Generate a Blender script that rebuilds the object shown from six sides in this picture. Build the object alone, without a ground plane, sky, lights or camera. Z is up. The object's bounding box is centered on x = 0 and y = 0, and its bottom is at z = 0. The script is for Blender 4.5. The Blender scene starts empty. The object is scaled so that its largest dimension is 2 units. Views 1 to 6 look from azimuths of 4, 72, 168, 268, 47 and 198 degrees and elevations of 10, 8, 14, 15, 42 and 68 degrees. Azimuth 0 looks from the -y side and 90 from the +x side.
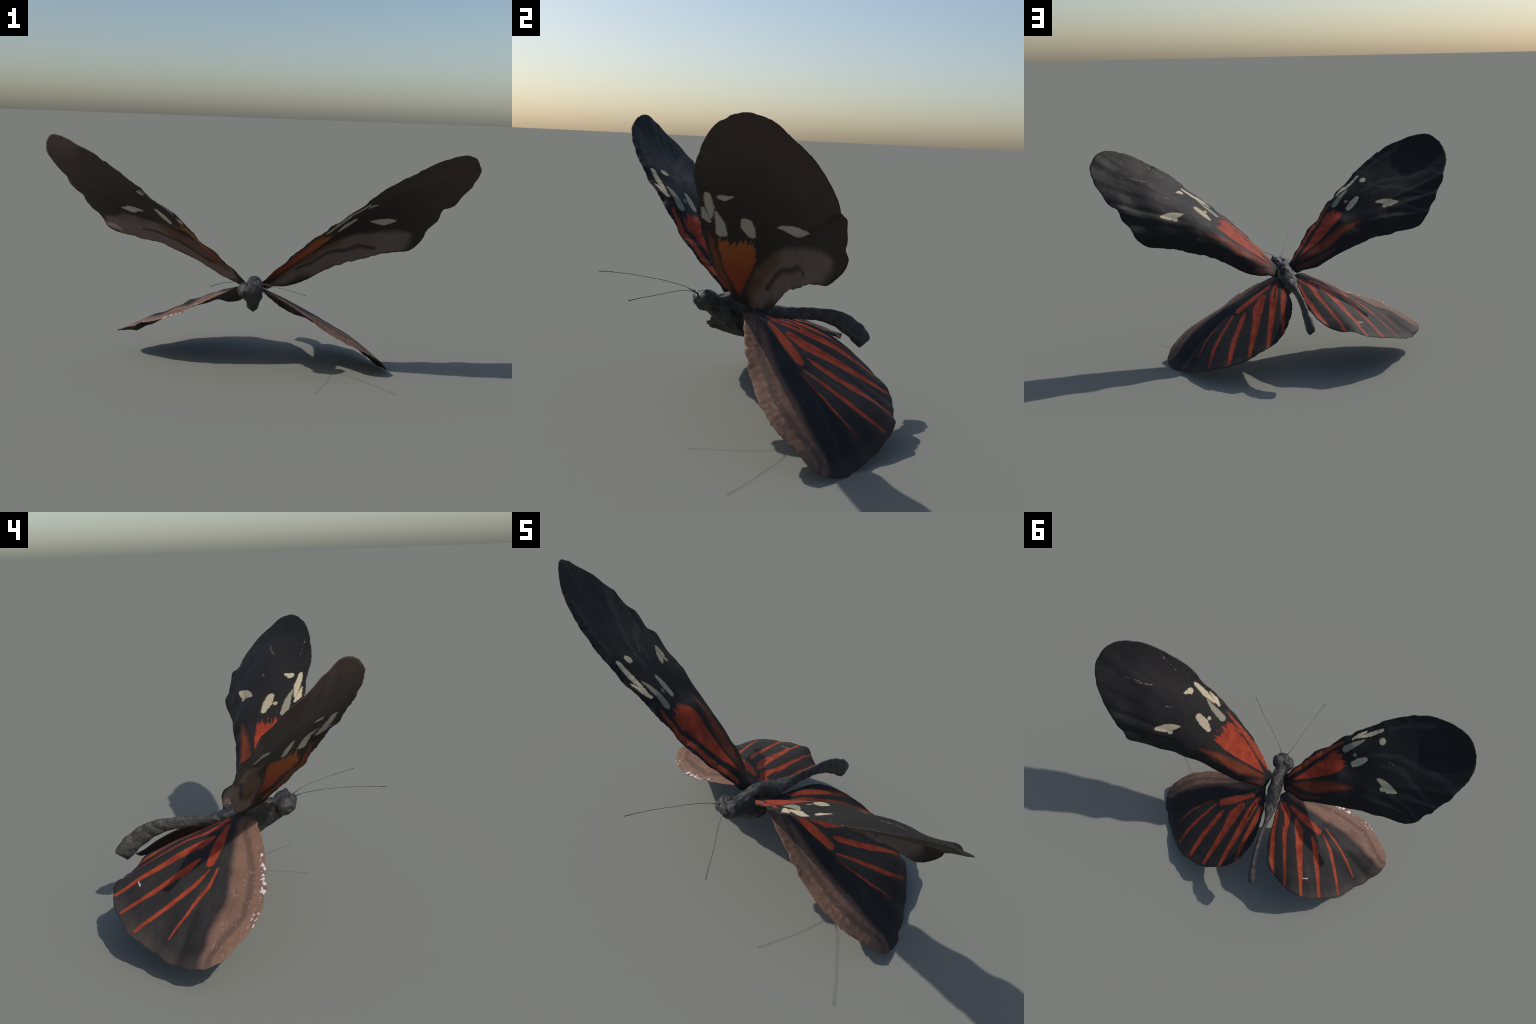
"""Longwing butterfly in flight pose: two forewings, two hindwings, head, thorax, abdomen, antennae.
Every wing lives in its own frame (x along the span, y across, z = upper side); its outline and camber are
control points in that frame, its markings are tapered strokes in the same coordinates, evaluated in nodes."""
import bpy, bmesh, math, random
import numpy as np
from mathutils import Vector, Matrix, noise, geometry

random.seed(7)

# ---------------------------------------------------------------- wing descriptions
FOREWINGS = [
    {
        "root": (0.021, -0.054, 0.452), "seed": 1.3, "lead": -1,
        "pole": (0.220, 0.000), "ribbing": 0.0016,
        "axes": ((0.8177, -0.1608, 0.5528), (0.4613, 0.7574, -0.462), (-0.3444, 0.6328, 0.6935)),
        "outline": [
            (0, 0, 0), (0.039, -0.018, -0.002), (0.077, -0.036, -0.004), (0.115, -0.056, -0.007), (0.154, -0.072, -0.014), (0.193, -0.087, -0.019),
            (0.231, -0.105, -0.016), (0.273, -0.115, -0.018), (0.314, -0.124, -0.019), (0.355, -0.137, -0.017), (0.396, -0.146, -0.02), (0.438, -0.151, -0.024),
            (0.48, -0.161, -0.02), (0.521, -0.166, -0.027), (0.563, -0.173, -0.025), (0.606, -0.174, -0.023), (0.648, -0.174, -0.025), (0.688, -0.187, -0.021),
            (0.73, -0.195, -0.022), (0.772, -0.197, -0.018), (0.815, -0.193, -0.018), (0.857, -0.187, -0.014), (0.899, -0.18, -0.016), (0.941, -0.174, -0.013),
            (0.982, -0.163, -0.009), (1.022, -0.149, -0.005), (1.059, -0.129, -0.002), (1.095, -0.106, 0.002), (1.126, -0.078, 0.005), (1.148, -0.041, 0.007),
            (1.158, 0, 0.007), (1.155, 0.042, 0.003), (1.146, 0.083, -0.002), (1.126, 0.121, -0.002), (1.098, 0.153, 0.004), (1.068, 0.182, 0.004),
            (1.033, 0.206, 0.006), (0.996, 0.229, 0.005), (0.959, 0.249, 0.001), (0.922, 0.263, 0.015), (0.882, 0.278, 0.019), (0.848, 0.297, 0.002),
            (0.807, 0.304, -0.005), (0.77, 0.324, -0.008), (0.734, 0.328, -0.03), (0.698, 0.319, -0.051), (0.658, 0.305, -0.059), (0.62, 0.288, -0.049),
            (0.583, 0.272, -0.037), (0.546, 0.252, -0.031), (0.508, 0.234, -0.028), (0.466, 0.227, -0.026), (0.427, 0.211, -0.018), (0.388, 0.195, -0.013),
            (0.347, 0.184, -0.011), (0.305, 0.178, -0.006), (0.263, 0.172, -0.003), (0.221, 0.166, -0.006), (0.179, 0.159, -0.01), (0.138, 0.151, -0.009),
            (0.098, 0.135, -0.007), (0.06, 0.118, -0.001), (0.024, 0.097, 0.012), (-0.014, 0.079, 0.011),
        ],
        "camber": [
            (0.8411, -0.1456, -0.0109), (0.9838, 0.0501, 0.0151), (0.9167, 0.0159, 0.0242), (0.8537, -0.0081, 0.0292), (0.7137, 0.0294, 0.0429), (0.6736, 0.2267, 0.0254),
            (0.7477, 0.0811, 0.0476), (0.7925, 0.1281, 0.0432), (0.8754, 0.2171, 0.0254), (0.901, 0.264, 0.0228), (0.4615, 0.194, 0.027), (0.3352, 0.1535, 0.0337),
            (0.1664, 0.129, 0.0296), (0.6867, -0.1502, -0.0153), (0.4888, -0.1326, -0.0084), (0.5757, -0.1224, -0.0021), (0.4251, -0.083, 0.0076), (0.6705, -0.1006, 0.003),
            (0.5117, -0.0155, 0.0396), (0.6471, 0.1356, 0.0423), (0.4108, 0.0033, 0.0391), (0.1004, 0.0216, 0.0137), (0.1885, 0.0279, 0.0238), (0.2766, 0.0333, 0.0341),
            (0.3648, 0.0304, 0.0412), (1.0565, -0.0671, -0.0059), (0.419, 0.1518, 0.0336), (0.2313, 0.119, 0.0307), (1.0337, 0.0204, -0.0026), (0.8938, -0.0584, 0.0042),
            (0.8748, 0.1604, 0.0223), (0.757, 0.2231, 0.0211),
        ],
        "costa": [(0.077, -0.036), (0.193, -0.087), (0.314, -0.124), (0.438, -0.151), (0.563, -0.173), (0.688, -0.187), (0.815, -0.193), (0.941, -0.174)],
        "veins": [[(0.0564, 0.0165), (0.1445, 0.0252), (0.2325, 0.0311), (0.321, 0.0353), (0.4079, 0.0263)], [(0.5324, 0.2151), (0.4429, 0.174), (0.3871, 0.1417), (0.2914, 0.1178), (0.1645, 0.1015)]],
        "marks": {
            "white": [[(0.5501, -0.0236, 0.0174), (0.5097, -0.0161, 0.0233), (0.4652, -0.0008, 0.0131)], [(0.4994, -0.0504, 0.0101)], [(0.6869, 0.1684, 0.0103), (0.6528, 0.1367, 0.0234), (0.622, 0.1008, 0.0155), (0.5991, 0.0784, 0.0035)], [(0.619, 0.1366, 0.0128)]],
            "grey": [[(0.5691, -0.1191, 0.0038), (0.5081, -0.1024, 0.0141), (0.4379, -0.0899, 0.0173)]],
            "red": [[(0.0479, 0.0158), (0.1315, -0.0247), (0.2034, -0.0506), (0.3045, -0.0838), (0.3669, -0.0987), (0.3919, -0.0905), (0.4109, 0.0065), (0.391, 0.0222), (0.3324, 0.0372), (0.2204, 0.0316)]],
            "costal": [[(0.0396, -0.0167, 0.0097), (0.1397, -0.052, 0.0164), (0.2514, -0.0862, 0.0135), (0.3549, -0.1121, 0.0093), (0.4308, -0.1285, 0.0039)]],
            "lower": [[(0.0419, 0.0377, 0.0099), (0.1329, 0.0592, 0.0245), (0.2355, 0.08, 0.0307), (0.3238, 0.0832, 0.0182), (0.4315, 0.1134, 0.0064)]],
            "rear": [[(0.027, 0.0665, 0.0153), (0.0933, 0.1131, 0.0123)]],
            "hem": [[(0.6892, 0.2739, 0.0251), (0.5806, 0.2207, 0.0516), (0.4277, 0.1559, 0.0609), (0.246, 0.1077, 0.0645), (0.1202, 0.0903, 0.0364), (0.0088, 0.0836, 0.0242)]],
            "vein": [[(0.5324, 0.2151, 0.006), (0.4429, 0.174, 0.006), (0.3871, 0.1417, 0.006), (0.2914, 0.1178, 0.006), (0.1645, 0.1015, 0.006)], [(0.0564, 0.0165, 0.006), (0.1445, 0.0252, 0.006), (0.2325, 0.0311, 0.006), (0.321, 0.0353, 0.006), (0.4079, 0.0263, 0.006)]],
            "underfield": [[(0.0798, 0.0511, 0.0091), (0.1926, 0.058, 0.0196), (0.3021, 0.0772, 0.0217), (0.4146, 0.1082, 0.0159)]],
            "clean": [[(0.6698, -0.1466, 0.0096), (0.5924, -0.1377, 0.014), (0.5254, -0.1302, 0.0044)], [(0.5774, -0.1572, 0.0039), (0.5236, -0.1448, 0.0109), (0.4943, -0.133, 0.0059)], [(0.6704, -0.1006, 0.0174), (0.6889, -0.0754, 0.0039)]],
            "underpale": [[(0.6698, -0.1466, 0.0096), (0.5924, -0.1377, 0.014), (0.5254, -0.1302, 0.0044)], [(0.5774, -0.1572, 0.0039), (0.5236, -0.1448, 0.0109), (0.4943, -0.133, 0.0059)], [(0.6704, -0.1006, 0.0174), (0.6889, -0.0754, 0.0039)], [(0.5501, -0.0236, 0.0174), (0.5097, -0.0161, 0.0233), (0.4652, -0.0008, 0.0131)], [(0.6869, 0.1684, 0.0103), (0.6528, 0.1367, 0.0234), (0.622, 0.1008, 0.0155), (0.5991, 0.0784, 0.0035)], [(0.5691, -0.1191, 0.0038), (0.5081, -0.1024, 0.0141), (0.4379, -0.0899, 0.0173)]],
            "scratch": [[(0.9247, -0.1584, 0.002), (0.8495, -0.1466, 0.002), (0.7896, -0.1393, 0.002)], [(0.98, 0.0493, 0.002), (0.916, 0.0162, 0.002)], [(0.9356, 0.0384, 0.002), (0.8531, -0.0083, 0.002)], [(0.7319, 0.0412, 0.002), (0.6955, 0.0182, 0.002)]],
        },
    },
    {
        "root": (-0.052, -0.065, 0.459), "seed": 4.7, "lead": 1,
        "pole": (0.220, 0.000), "ribbing": 0.0016,
        "axes": ((-0.8113, -0.1502, 0.5651), (0.4363, -0.7988, 0.4142), (0.3892, 0.5826, 0.7135)),
        "outline": [
            (0, 0, 0), (0.039, 0.017, 0.001), (0.074, 0.04, -0.002), (0.115, 0.051, -0.006), (0.15, 0.074, -0.009), (0.19, 0.088, -0.008),
            (0.227, 0.109, -0.009), (0.268, 0.116, -0.015), (0.31, 0.119, -0.018), (0.349, 0.132, -0.007), (0.388, 0.148, -0.01), (0.428, 0.161, -0.005),
            (0.47, 0.16, -0.009), (0.509, 0.175, -0.003), (0.551, 0.18, -0.009), (0.592, 0.186, -0.014), (0.634, 0.19, -0.01), (0.675, 0.2, -0.005),
            (0.717, 0.203, -0.009), (0.76, 0.203, -0.006), (0.802, 0.202, -0.003), (0.844, 0.2, -0.001), (0.885, 0.191, 0.003), (0.927, 0.184, 0.007),
            (0.967, 0.169, 0.01), (1.003, 0.148, 0.01), (1.04, 0.129, 0.019), (1.074, 0.104, 0.025), (1.105, 0.075, 0.029), (1.129, 0.041, 0.032),
            (1.14, 0, 0.028), (1.138, -0.042, 0.021), (1.127, -0.082, 0.012), (1.109, -0.12, 0.011), (1.084, -0.154, 0.011), (1.053, -0.183, 0.011),
            (1.017, -0.205, 0.011), (0.984, -0.231, 0.018), (0.951, -0.254, 0.005), (0.911, -0.267, 0), (0.874, -0.287, 0.007), (0.838, -0.306, -0.003),
            (0.797, -0.313, -0.011), (0.762, -0.336, -0.004), (0.722, -0.348, -0.012), (0.685, -0.352, -0.03), (0.644, -0.342, -0.032), (0.606, -0.324, -0.028),
            (0.569, -0.303, -0.019), (0.531, -0.288, -0.011), (0.492, -0.273, -0.003), (0.456, -0.253, 0.006), (0.419, -0.237, 0.018), (0.378, -0.226, 0.019),
            (0.338, -0.213, 0.021), (0.297, -0.2, 0.024), (0.256, -0.189, 0.027), (0.216, -0.177, 0.028), (0.175, -0.167, 0.024), (0.133, -0.158, 0.024),
            (0.092, -0.148, 0.02), (0.058, -0.124, 0.017), (0.025, -0.097, 0.012), (-0.012, -0.077, 0.012),
        ],
        "camber": [
            (0.6893, -0.0245, 0.0284), (0.5836, -0.1936, 0.034), (0.1452, -0.1281, 0.041), (0.2699, -0.1593, 0.0399), (0.3528, -0.1837, 0.036), (0.4087, -0.2053, 0.0307),
            (0.4932, -0.2138, 0.0356), (0.541, -0.2225, 0.0366), (0.597, -0.2367, 0.0266), (0.0924, -0.1151, 0.0322), (0.67, 0.1548, 0.005), (0.475, 0.1362, 0.0164),
            (0.5604, 0.1198, 0.0176), (0.4096, 0.0869, 0.0199), (0.6583, 0.0983, 0.0218), (0.5042, 0.0135, 0.0293), (0.638, -0.1324, 0.034), (0.4135, -0.009, 0.03),
            (0.0784, -0.0286, 0.0313), (0.2834, -0.0373, 0.0401), (0.3852, -0.0335, 0.0515), (0.9461, 0.0236, 0.0016), (1.0388, 0.0213, 0.0105), (0.1436, -0.0579, 0.0334),
            (0.4028, -0.1221, 0.0421), (0.9973, -0.0062, 0.0029), (0.6849, 0.0445, 0.0189), (0.2085, -0.0846, 0.0383),
        ],
        "costa": [(0.074, 0.04), (0.19, 0.088), (0.31, 0.119), (0.428, 0.161), (0.551, 0.18), (0.675, 0.2), (0.802, 0.202), (0.927, 0.184)],
        "veins": [[(0.0271, -0.0268), (0.1296, -0.031), (0.2321, -0.0369), (0.3347, -0.0377), (0.4351, -0.0251)], [(0.5347, -0.2396), (0.4489, -0.1831), (0.3711, -0.1544), (0.2648, -0.1378), (0.1593, -0.114)]],
        "marks": {
            "white": [[(0.4672, 0.0066, 0.0159), (0.5062, 0.0134, 0.0198), (0.5466, 0.0212, 0.0118)], [(0.5975, -0.0915, 0.0069), (0.6232, -0.115, 0.0167), (0.6437, -0.1479, 0.0251), (0.6772, -0.1742, 0.0069)], [(0.6091, -0.1464, 0.0126)]],
            "grey": [[(0.432, 0.0924, 0.0178), (0.4956, 0.1074, 0.0148), (0.5537, 0.1205, 0.004)], [(0.4887, 0.053, 0.0104)]],
            "red": [[(0.046, -0.0264), (0.1143, 0.0011), (0.2349, 0.0462), (0.3374, 0.0826), (0.3721, 0.0964), (0.3949, 0.0725), (0.4185, -0.01), (0.3544, -0.0267), (0.1957, -0.0329)]],
            "costal": [[(0.0349, -0.0005, 0.0081), (0.1828, 0.0628, 0.0135), (0.3176, 0.1077, 0.0118), (0.4245, 0.1311, 0.0049)]],
            "lower": [[(0.0587, -0.0482, 0.0073), (0.1271, -0.0649, 0.0204), (0.2148, -0.0841, 0.0328), (0.3256, -0.091, 0.0276), (0.438, -0.1192, 0.0055)]],
            "rear": [[(0.0207, -0.0689, 0.0134), (0.105, -0.1191, 0.0101), (0.2242, -0.1468, 0.0045)]],
            "hem": [[(0.6912, -0.3177, 0.0334), (0.6146, -0.2655, 0.0651), (0.5235, -0.2295, 0.0723), (0.4357, -0.1779, 0.0859), (0.3375, -0.1474, 0.0636), (0.235, -0.1149, 0.0813), (0.1246, -0.1037, 0.091), (0.0441, -0.0719, 0.0226)]],
            "vein": [[(0.5347, -0.2396, 0.0014), (0.4489, -0.1831, 0.006), (0.3711, -0.1544, 0.006), (0.2648, -0.1378, 0.006), (0.1593, -0.114, 0.006)], [(0.0271, -0.0268, 0.006), (0.1296, -0.031, 0.006), (0.2321, -0.0369, 0.006), (0.3347, -0.0377, 0.006), (0.4351, -0.0251, 0.006)]],
            "underfield": [[(0.0965, -0.0752, 0.0121), (0.1843, -0.0852, 0.0469), (0.2786, -0.1081, 0.0461), (0.3664, -0.1154, 0.038), (0.4594, -0.1152, 0.038)]],
            "clean": [[(0.5184, 0.1392, 0.0026), (0.5897, 0.1445, 0.0112), (0.6616, 0.1538, 0.0092)], [(0.484, 0.138, 0.0044), (0.518, 0.1488, 0.0105), (0.5674, 0.1621, 0.0035)], [(0.6578, 0.0977, 0.0182)]],
            "underpale": [[(0.5184, 0.1392, 0.0026), (0.5897, 0.1445, 0.0112), (0.6616, 0.1538, 0.0092)], [(0.484, 0.138, 0.0044), (0.518, 0.1488, 0.0105), (0.5674, 0.1621, 0.0035)], [(0.6578, 0.0977, 0.0182)], [(0.4672, 0.0066, 0.0159), (0.5062, 0.0134, 0.0198), (0.5466, 0.0212, 0.0118)], [(0.5975, -0.0915, 0.0069), (0.6232, -0.115, 0.0167), (0.6437, -0.1479, 0.0251), (0.6772, -0.1742, 0.0069)], [(0.432, 0.0924, 0.0178), (0.4956, 0.1074, 0.0148), (0.5537, 0.1205, 0.004)]],
            "sheen": [[(0.6012, 0.0362, 0.0091), (0.7278, 0.008, 0.013), (0.8169, -0.0565, 0.0156), (0.9108, -0.1218, 0.0195), (0.9919, -0.1981, 0.0221)], [(0.6261, -0.0265, 0.0104), (0.73, -0.062, 0.0169), (0.7887, -0.1627, 0.0156), (0.8595, -0.2731, 0.0091)], [(0.6484, -0.1855, 0.0091), (0.7018, -0.2376, 0.013), (0.7544, -0.3255, 0.0091)], [(0.7011, 0.1543, 0.0091), (0.8205, 0.1515, 0.013), (0.9501, 0.1235, 0.0117)]],
            "scratch": [[(0.6734, -0.0161, 0.003), (0.7002, -0.0332, 0.003)]],
        },
    },
]
HINDWINGS = [
    {
        "root": (0.037, 0.014, 0.409), "seed": 8.1, "lead": -1,
        "pole": (0.000, 0.000), "ribbing": 0.0012,
        "axes": ((0.8338, 0.1816, -0.5213), (-0.2755, 0.9552, -0.1079), (0.4784, 0.2336, 0.8465)),
        "outline": [
            (0.002, -0.034, -0.004), (0.032, -0.049, -0.002), (0.062, -0.062, 0), (0.091, -0.078, -0), (0.123, -0.089, 0.001), (0.153, -0.102, -0.001),
            (0.185, -0.109, -0.002), (0.213, -0.125, -0.004), (0.246, -0.128, -0.005), (0.277, -0.138, -0.013), (0.309, -0.144, -0.017), (0.342, -0.148, -0.018),
            (0.375, -0.154, -0.018), (0.407, -0.161, -0.016), (0.44, -0.166, -0.016), (0.473, -0.164, -0.012), (0.505, -0.166, -0.008), (0.539, -0.166, -0.006),
            (0.571, -0.16, -0.003), (0.602, -0.149, -0.002), (0.633, -0.137, 0), (0.664, -0.124, -0), (0.694, -0.112, -0.006), (0.719, -0.091, -0.012),
            (0.74, -0.065, -0.014), (0.747, -0.033, -0.016), (0.751, 0, -0.017), (0.747, 0.033, -0.019), (0.733, 0.063, -0.023), (0.725, 0.094, -0.017),
            (0.713, 0.123, -0.007), (0.697, 0.152, -0.009), (0.684, 0.182, -0.009), (0.67, 0.211, -0.001), (0.65, 0.237, 0.004), (0.632, 0.265, 0.007),
            (0.615, 0.293, 0.01), (0.593, 0.318, 0.012), (0.569, 0.341, 0.012), (0.54, 0.355, 0.004), (0.514, 0.375, 0.002), (0.485, 0.391, 0),
            (0.456, 0.407, -0.002), (0.425, 0.417, -0.001), (0.392, 0.423, -0.002), (0.36, 0.424, -0.008), (0.328, 0.422, -0.016), (0.295, 0.423, -0.021),
            (0.262, 0.417, -0.023), (0.231, 0.406, -0.023), (0.201, 0.392, -0.021), (0.173, 0.375, -0.019), (0.146, 0.355, -0.016), (0.12, 0.334, -0.014),
            (0.098, 0.31, -0.011), (0.078, 0.284, -0.009), (0.062, 0.255, -0.008), (0.049, 0.224, -0.008), (0.039, 0.192, -0.009), (0.03, 0.161, -0.01),
            (0.02, 0.129, -0.012), (0.012, 0.097, -0.009), (0.005, 0.065, -0.003), (-0.002, 0.034, 0.004),
        ],
        "camber": [
            (0.1823, -0.0392, 0.0076), (0.2372, -0.0331, 0.0123), (0.2982, 0.0146, 0.0263), (0.0977, 0.0763, 0.0129), (0.2007, 0.0544, 0.0225), (0.3777, 0.0789, 0.0274),
            (0.4463, 0.0966, 0.0296), (0.4916, 0.0272, 0.0296), (0.5427, -0.0139, 0.0232), (0.588, -0.0485, 0.0164), (0.3178, 0.061, 0.0226), (0.6091, 0.2637, 0.0116),
            (0.2735, 0.1025, 0.025), (0.1486, 0.0895, 0.0194), (0.3711, 0.0366, 0.0257), (0.4445, 0.055, 0.0269), (0.5168, 0.0775, 0.0236), (0.5849, 0.1087, 0.0132),
            (0.5154, 0.1765, 0.0252), (0.5806, 0.2348, 0.0165), (0.3103, 0.1262, 0.0218), (0.3795, 0.1838, 0.0191), (0.4415, 0.2492, 0.0176), (0.5, 0.3176, 0.0121),
            (0.1905, 0.1191, 0.016), (0.2652, 0.1958, 0.0142), (0.3315, 0.2801, 0.0108), (0.3994, 0.363, 0.0046), (0.1457, 0.1914, 0.0136), (0.1936, 0.26, 0.0122),
            (0.2445, 0.3259, 0.0039), (0.2995, 0.3876, -0.0087), (0.0424, 0.1444, 0.0022), (0.0897, 0.2226, 0.0042), (0.1415, 0.2978, 0.0012), (0.1961, 0.3698, -0.0124),
            (0.1084, 0.0411, 0.0144), (0.3761, -0.1118, 0.0075), (0.3557, -0.0868, 0.0132), (0.3192, -0.076, 0.0161), (0.4916, -0.1319, 0.0089),
        ],
        "costa": [(0.062, -0.062), (0.153, -0.102), (0.246, -0.128), (0.342, -0.148), (0.44, -0.166), (0.539, -0.166), (0.633, -0.137)],
        "veins": [[(0.3287, 0.0583), (0.4322, 0.1263), (0.5265, 0.1883), (0.6052, 0.2617)], [(0.2761, 0.1061), (0.2999, 0.1274), (0.4173, 0.2308), (0.5232, 0.3455)], [(0.1519, 0.094), (0.2057, 0.1385), (0.2759, 0.2297), (0.4256, 0.3974)], [(0.0407, 0.0572), (0.1017, 0.1429), (0.2057, 0.2836), (0.3256, 0.4163)], [(0.0243, 0.1077), (0.0736, 0.1948), (0.1323, 0.2824), (0.2186, 0.3988)]],
        "marks": {
            "stripe": [[(0.0762, 0.0391, 0.0093), (0.1952, 0.05, 0.0219), (0.2868, 0.0585, 0.0191)], [(0.3374, 0.0335, 0.0021), (0.418, 0.0497, 0.0044), (0.5025, 0.0757, 0.0047), (0.6146, 0.1322, 0.0036)], [(0.3287, 0.0583, 0.0037), (0.4322, 0.1263, 0.0104), (0.5265, 0.1883, 0.0109), (0.6052, 0.2617, 0.0064)], [(0.2761, 0.1061, 0.0053), (0.2999, 0.1274, 0.0144), (0.4173, 0.2308, 0.0148), (0.5232, 0.3455, 0.009)], [(0.1519, 0.094, 0.022), (0.2057, 0.1385, 0.0311), (0.2759, 0.2297, 0.0217), (0.4256, 0.3974, 0.0086)], [(0.0407, 0.0572, 0.0121), (0.1017, 0.1429, 0.0216), (0.2057, 0.2836, 0.0172), (0.3256, 0.4163, 0.0076)], [(0.0243, 0.1077, 0.007), (0.0736, 0.1948, 0.0138), (0.1323, 0.2824, 0.0111), (0.2186, 0.3988, 0.0058)]],
            "slit": [[(0.0606, 0.0843, 0.0039), (0.1061, 0.1569, 0.0049)]],
            "hem": [[(0.032, -0.049, 0.0669), (0.123, -0.089, 0.0957), (0.213, -0.125, 0.1082), (0.309, -0.144, 0.1066), (0.407, -0.161, 0.115), (0.505, -0.166, 0.1241), (0.602, -0.149, 0.1104), (0.694, -0.112, 0.0876)]],
            "front": [[(0.032, -0.049, 0), (0.123, -0.089, 0), (0.213, -0.125, 0), (0.309, -0.144, 0), (0.407, -0.161, 0), (0.505, -0.166, 0), (0.602, -0.149, 0), (0.694, -0.112, 0)]],
            "underhem": [[(0.032, -0.049, 0.012), (0.123, -0.089, 0.012), (0.213, -0.125, 0.012), (0.309, -0.144, 0.012), (0.407, -0.161, 0.012), (0.505, -0.166, 0.012), (0.602, -0.149, 0.012), (0.694, -0.112, 0.012)]],
            "edge": [[(0.751, 0, 0.035), (0.713, 0.123, 0.035), (0.65, 0.237, 0.035), (0.569, 0.341, 0.035), (0.456, 0.407, 0.035)]],
            "worn": [],
            "lint": [],
        },
    },
    {
        "root": (-0.094, -0.0, 0.417), "seed": 11.9, "lead": 1,
        "pole": (0.000, 0.000), "ribbing": 0.0012,
        "axes": ((-0.8697, 0.2929, -0.3972), (-0.3522, -0.9321, 0.084), (-0.3457, 0.213, 0.9139)),
        "outline": [
            (0.022, 0.039, -0.002), (0.052, 0.052, -0.005), (0.08, 0.067, -0.009), (0.109, 0.081, -0.012), (0.14, 0.092, -0.016), (0.17, 0.102, -0.021),
            (0.201, 0.112, -0.021), (0.232, 0.121, -0.027), (0.262, 0.128, -0.037), (0.294, 0.128, -0.037), (0.322, 0.143, -0.035), (0.353, 0.152, -0.037),
            (0.386, 0.149, -0.034), (0.417, 0.158, -0.033), (0.449, 0.16, -0.029), (0.481, 0.16, -0.022), (0.513, 0.158, -0.02), (0.543, 0.146, -0.025),
            (0.574, 0.137, -0.022), (0.604, 0.126, -0.018), (0.634, 0.114, -0.017), (0.664, 0.102, -0.016), (0.692, 0.085, -0.014), (0.714, 0.061, -0.014),
            (0.728, 0.032, -0.017), (0.729, 0, -0.018), (0.726, -0.032, -0.022), (0.714, -0.061, -0.031), (0.703, -0.09, -0.04), (0.695, -0.12, -0.034),
            (0.68, -0.149, -0.03), (0.661, -0.175, -0.03), (0.65, -0.205, -0.025), (0.636, -0.232, -0.014), (0.623, -0.261, -0.006), (0.608, -0.289, -0.001),
            (0.585, -0.311, 0.004), (0.559, -0.331, 0.005), (0.534, -0.352, 0.001), (0.51, -0.373, -0), (0.484, -0.393, 0), (0.456, -0.409, -0),
            (0.426, -0.421, -0.004), (0.396, -0.433, -0.002), (0.364, -0.438, -0.002), (0.334, -0.436, -0.013), (0.307, -0.43, -0.031), (0.276, -0.425, -0.04),
            (0.245, -0.417, -0.045), (0.213, -0.409, -0.045), (0.183, -0.399, -0.041), (0.158, -0.379, -0.042), (0.139, -0.352, -0.041), (0.118, -0.327, -0.041),
            (0.098, -0.302, -0.04), (0.081, -0.274, -0.037), (0.07, -0.244, -0.033), (0.057, -0.214, -0.028), (0.043, -0.186, -0.024), (0.027, -0.157, -0.019),
            (0.014, -0.128, -0.014), (0.002, -0.098, -0.009), (-0.01, -0.069, -0.004), (-0.022, -0.039, 0.002),
        ],
        "camber": [
            (0.1102, -0.0457, 0.0154), (0.2082, -0.1295, 0.0211), (0.2561, -0.1178, 0.0208), (0.2941, -0.073, 0.015), (0.3433, -0.0476, 0.0098), (0.4472, -0.0607, 0.0087),
            (0.5195, -0.0345, 0.0072), (0.5794, 0.0259, -0.0023), (0.5952, -0.2737, -0.0062), (0.605, -0.1379, -0.0192), (0.3028, -0.0353, 0.0221), (0.3771, -0.3272, 0.0119),
            (0.1474, -0.0618, 0.0128), (0.208, -0.0644, 0.0143), (0.4984, -0.0884, 0.0023), (0.5715, -0.121, -0.0104), (0.4217, -0.1288, 0.0128), (0.4917, -0.1865, 0.0056),
            (0.5604, -0.2456, -0.0021), (0.2892, -0.1422, 0.0216), (0.3557, -0.201, 0.0132), (0.4218, -0.2605, 0.0062), (0.4841, -0.3242, 0.002), (0.172, -0.1389, 0.0168),
            (0.2498, -0.2137, 0.0177), (0.3199, -0.2955, 0.0109), (0.3899, -0.377, 0.0002), (0.076, -0.1213, 0.0053), (0.1451, -0.2101, 0.005), (0.21, -0.3016, -0.0036),
            (0.2818, -0.3878, -0.0133), (0.1194, -0.29, -0.0264), (0.1479, -0.3291, -0.033), (0.18, -0.3656, -0.0386), (0.2874, 0.004, -0.0071), (0.456, 0.0169, -0.0145),
            (0.6246, -0.0015, -0.0111), (0.3006, 0.0861, -0.0237), (0.3365, 0.0516, -0.0069), (0.2088, 0.0228, 0.0044), (0.4543, 0.0745, -0.011),
        ],
        "costa": [(0.08, 0.067), (0.17, 0.102), (0.262, 0.128), (0.353, 0.152), (0.449, 0.16), (0.543, 0.146), (0.634, 0.114)],
        "veins": [[(0.3107, -0.066), (0.399, -0.1092), (0.4969, -0.1861), (0.5923, -0.2701)], [(0.2629, -0.1192), (0.3171, -0.1555), (0.4135, -0.2506), (0.5119, -0.353)], [(0.1334, -0.1036), (0.1861, -0.1426), (0.2388, -0.2084), (0.4246, -0.4139)], [(0.0241, -0.0783), (0.0772, -0.1125), (0.1354, -0.21), (0.3177, -0.4244)], [(0.018, -0.1238), (0.0889, -0.2474), (0.1691, -0.3546), (0.2283, -0.4113)]],
        "marks": {
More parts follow.
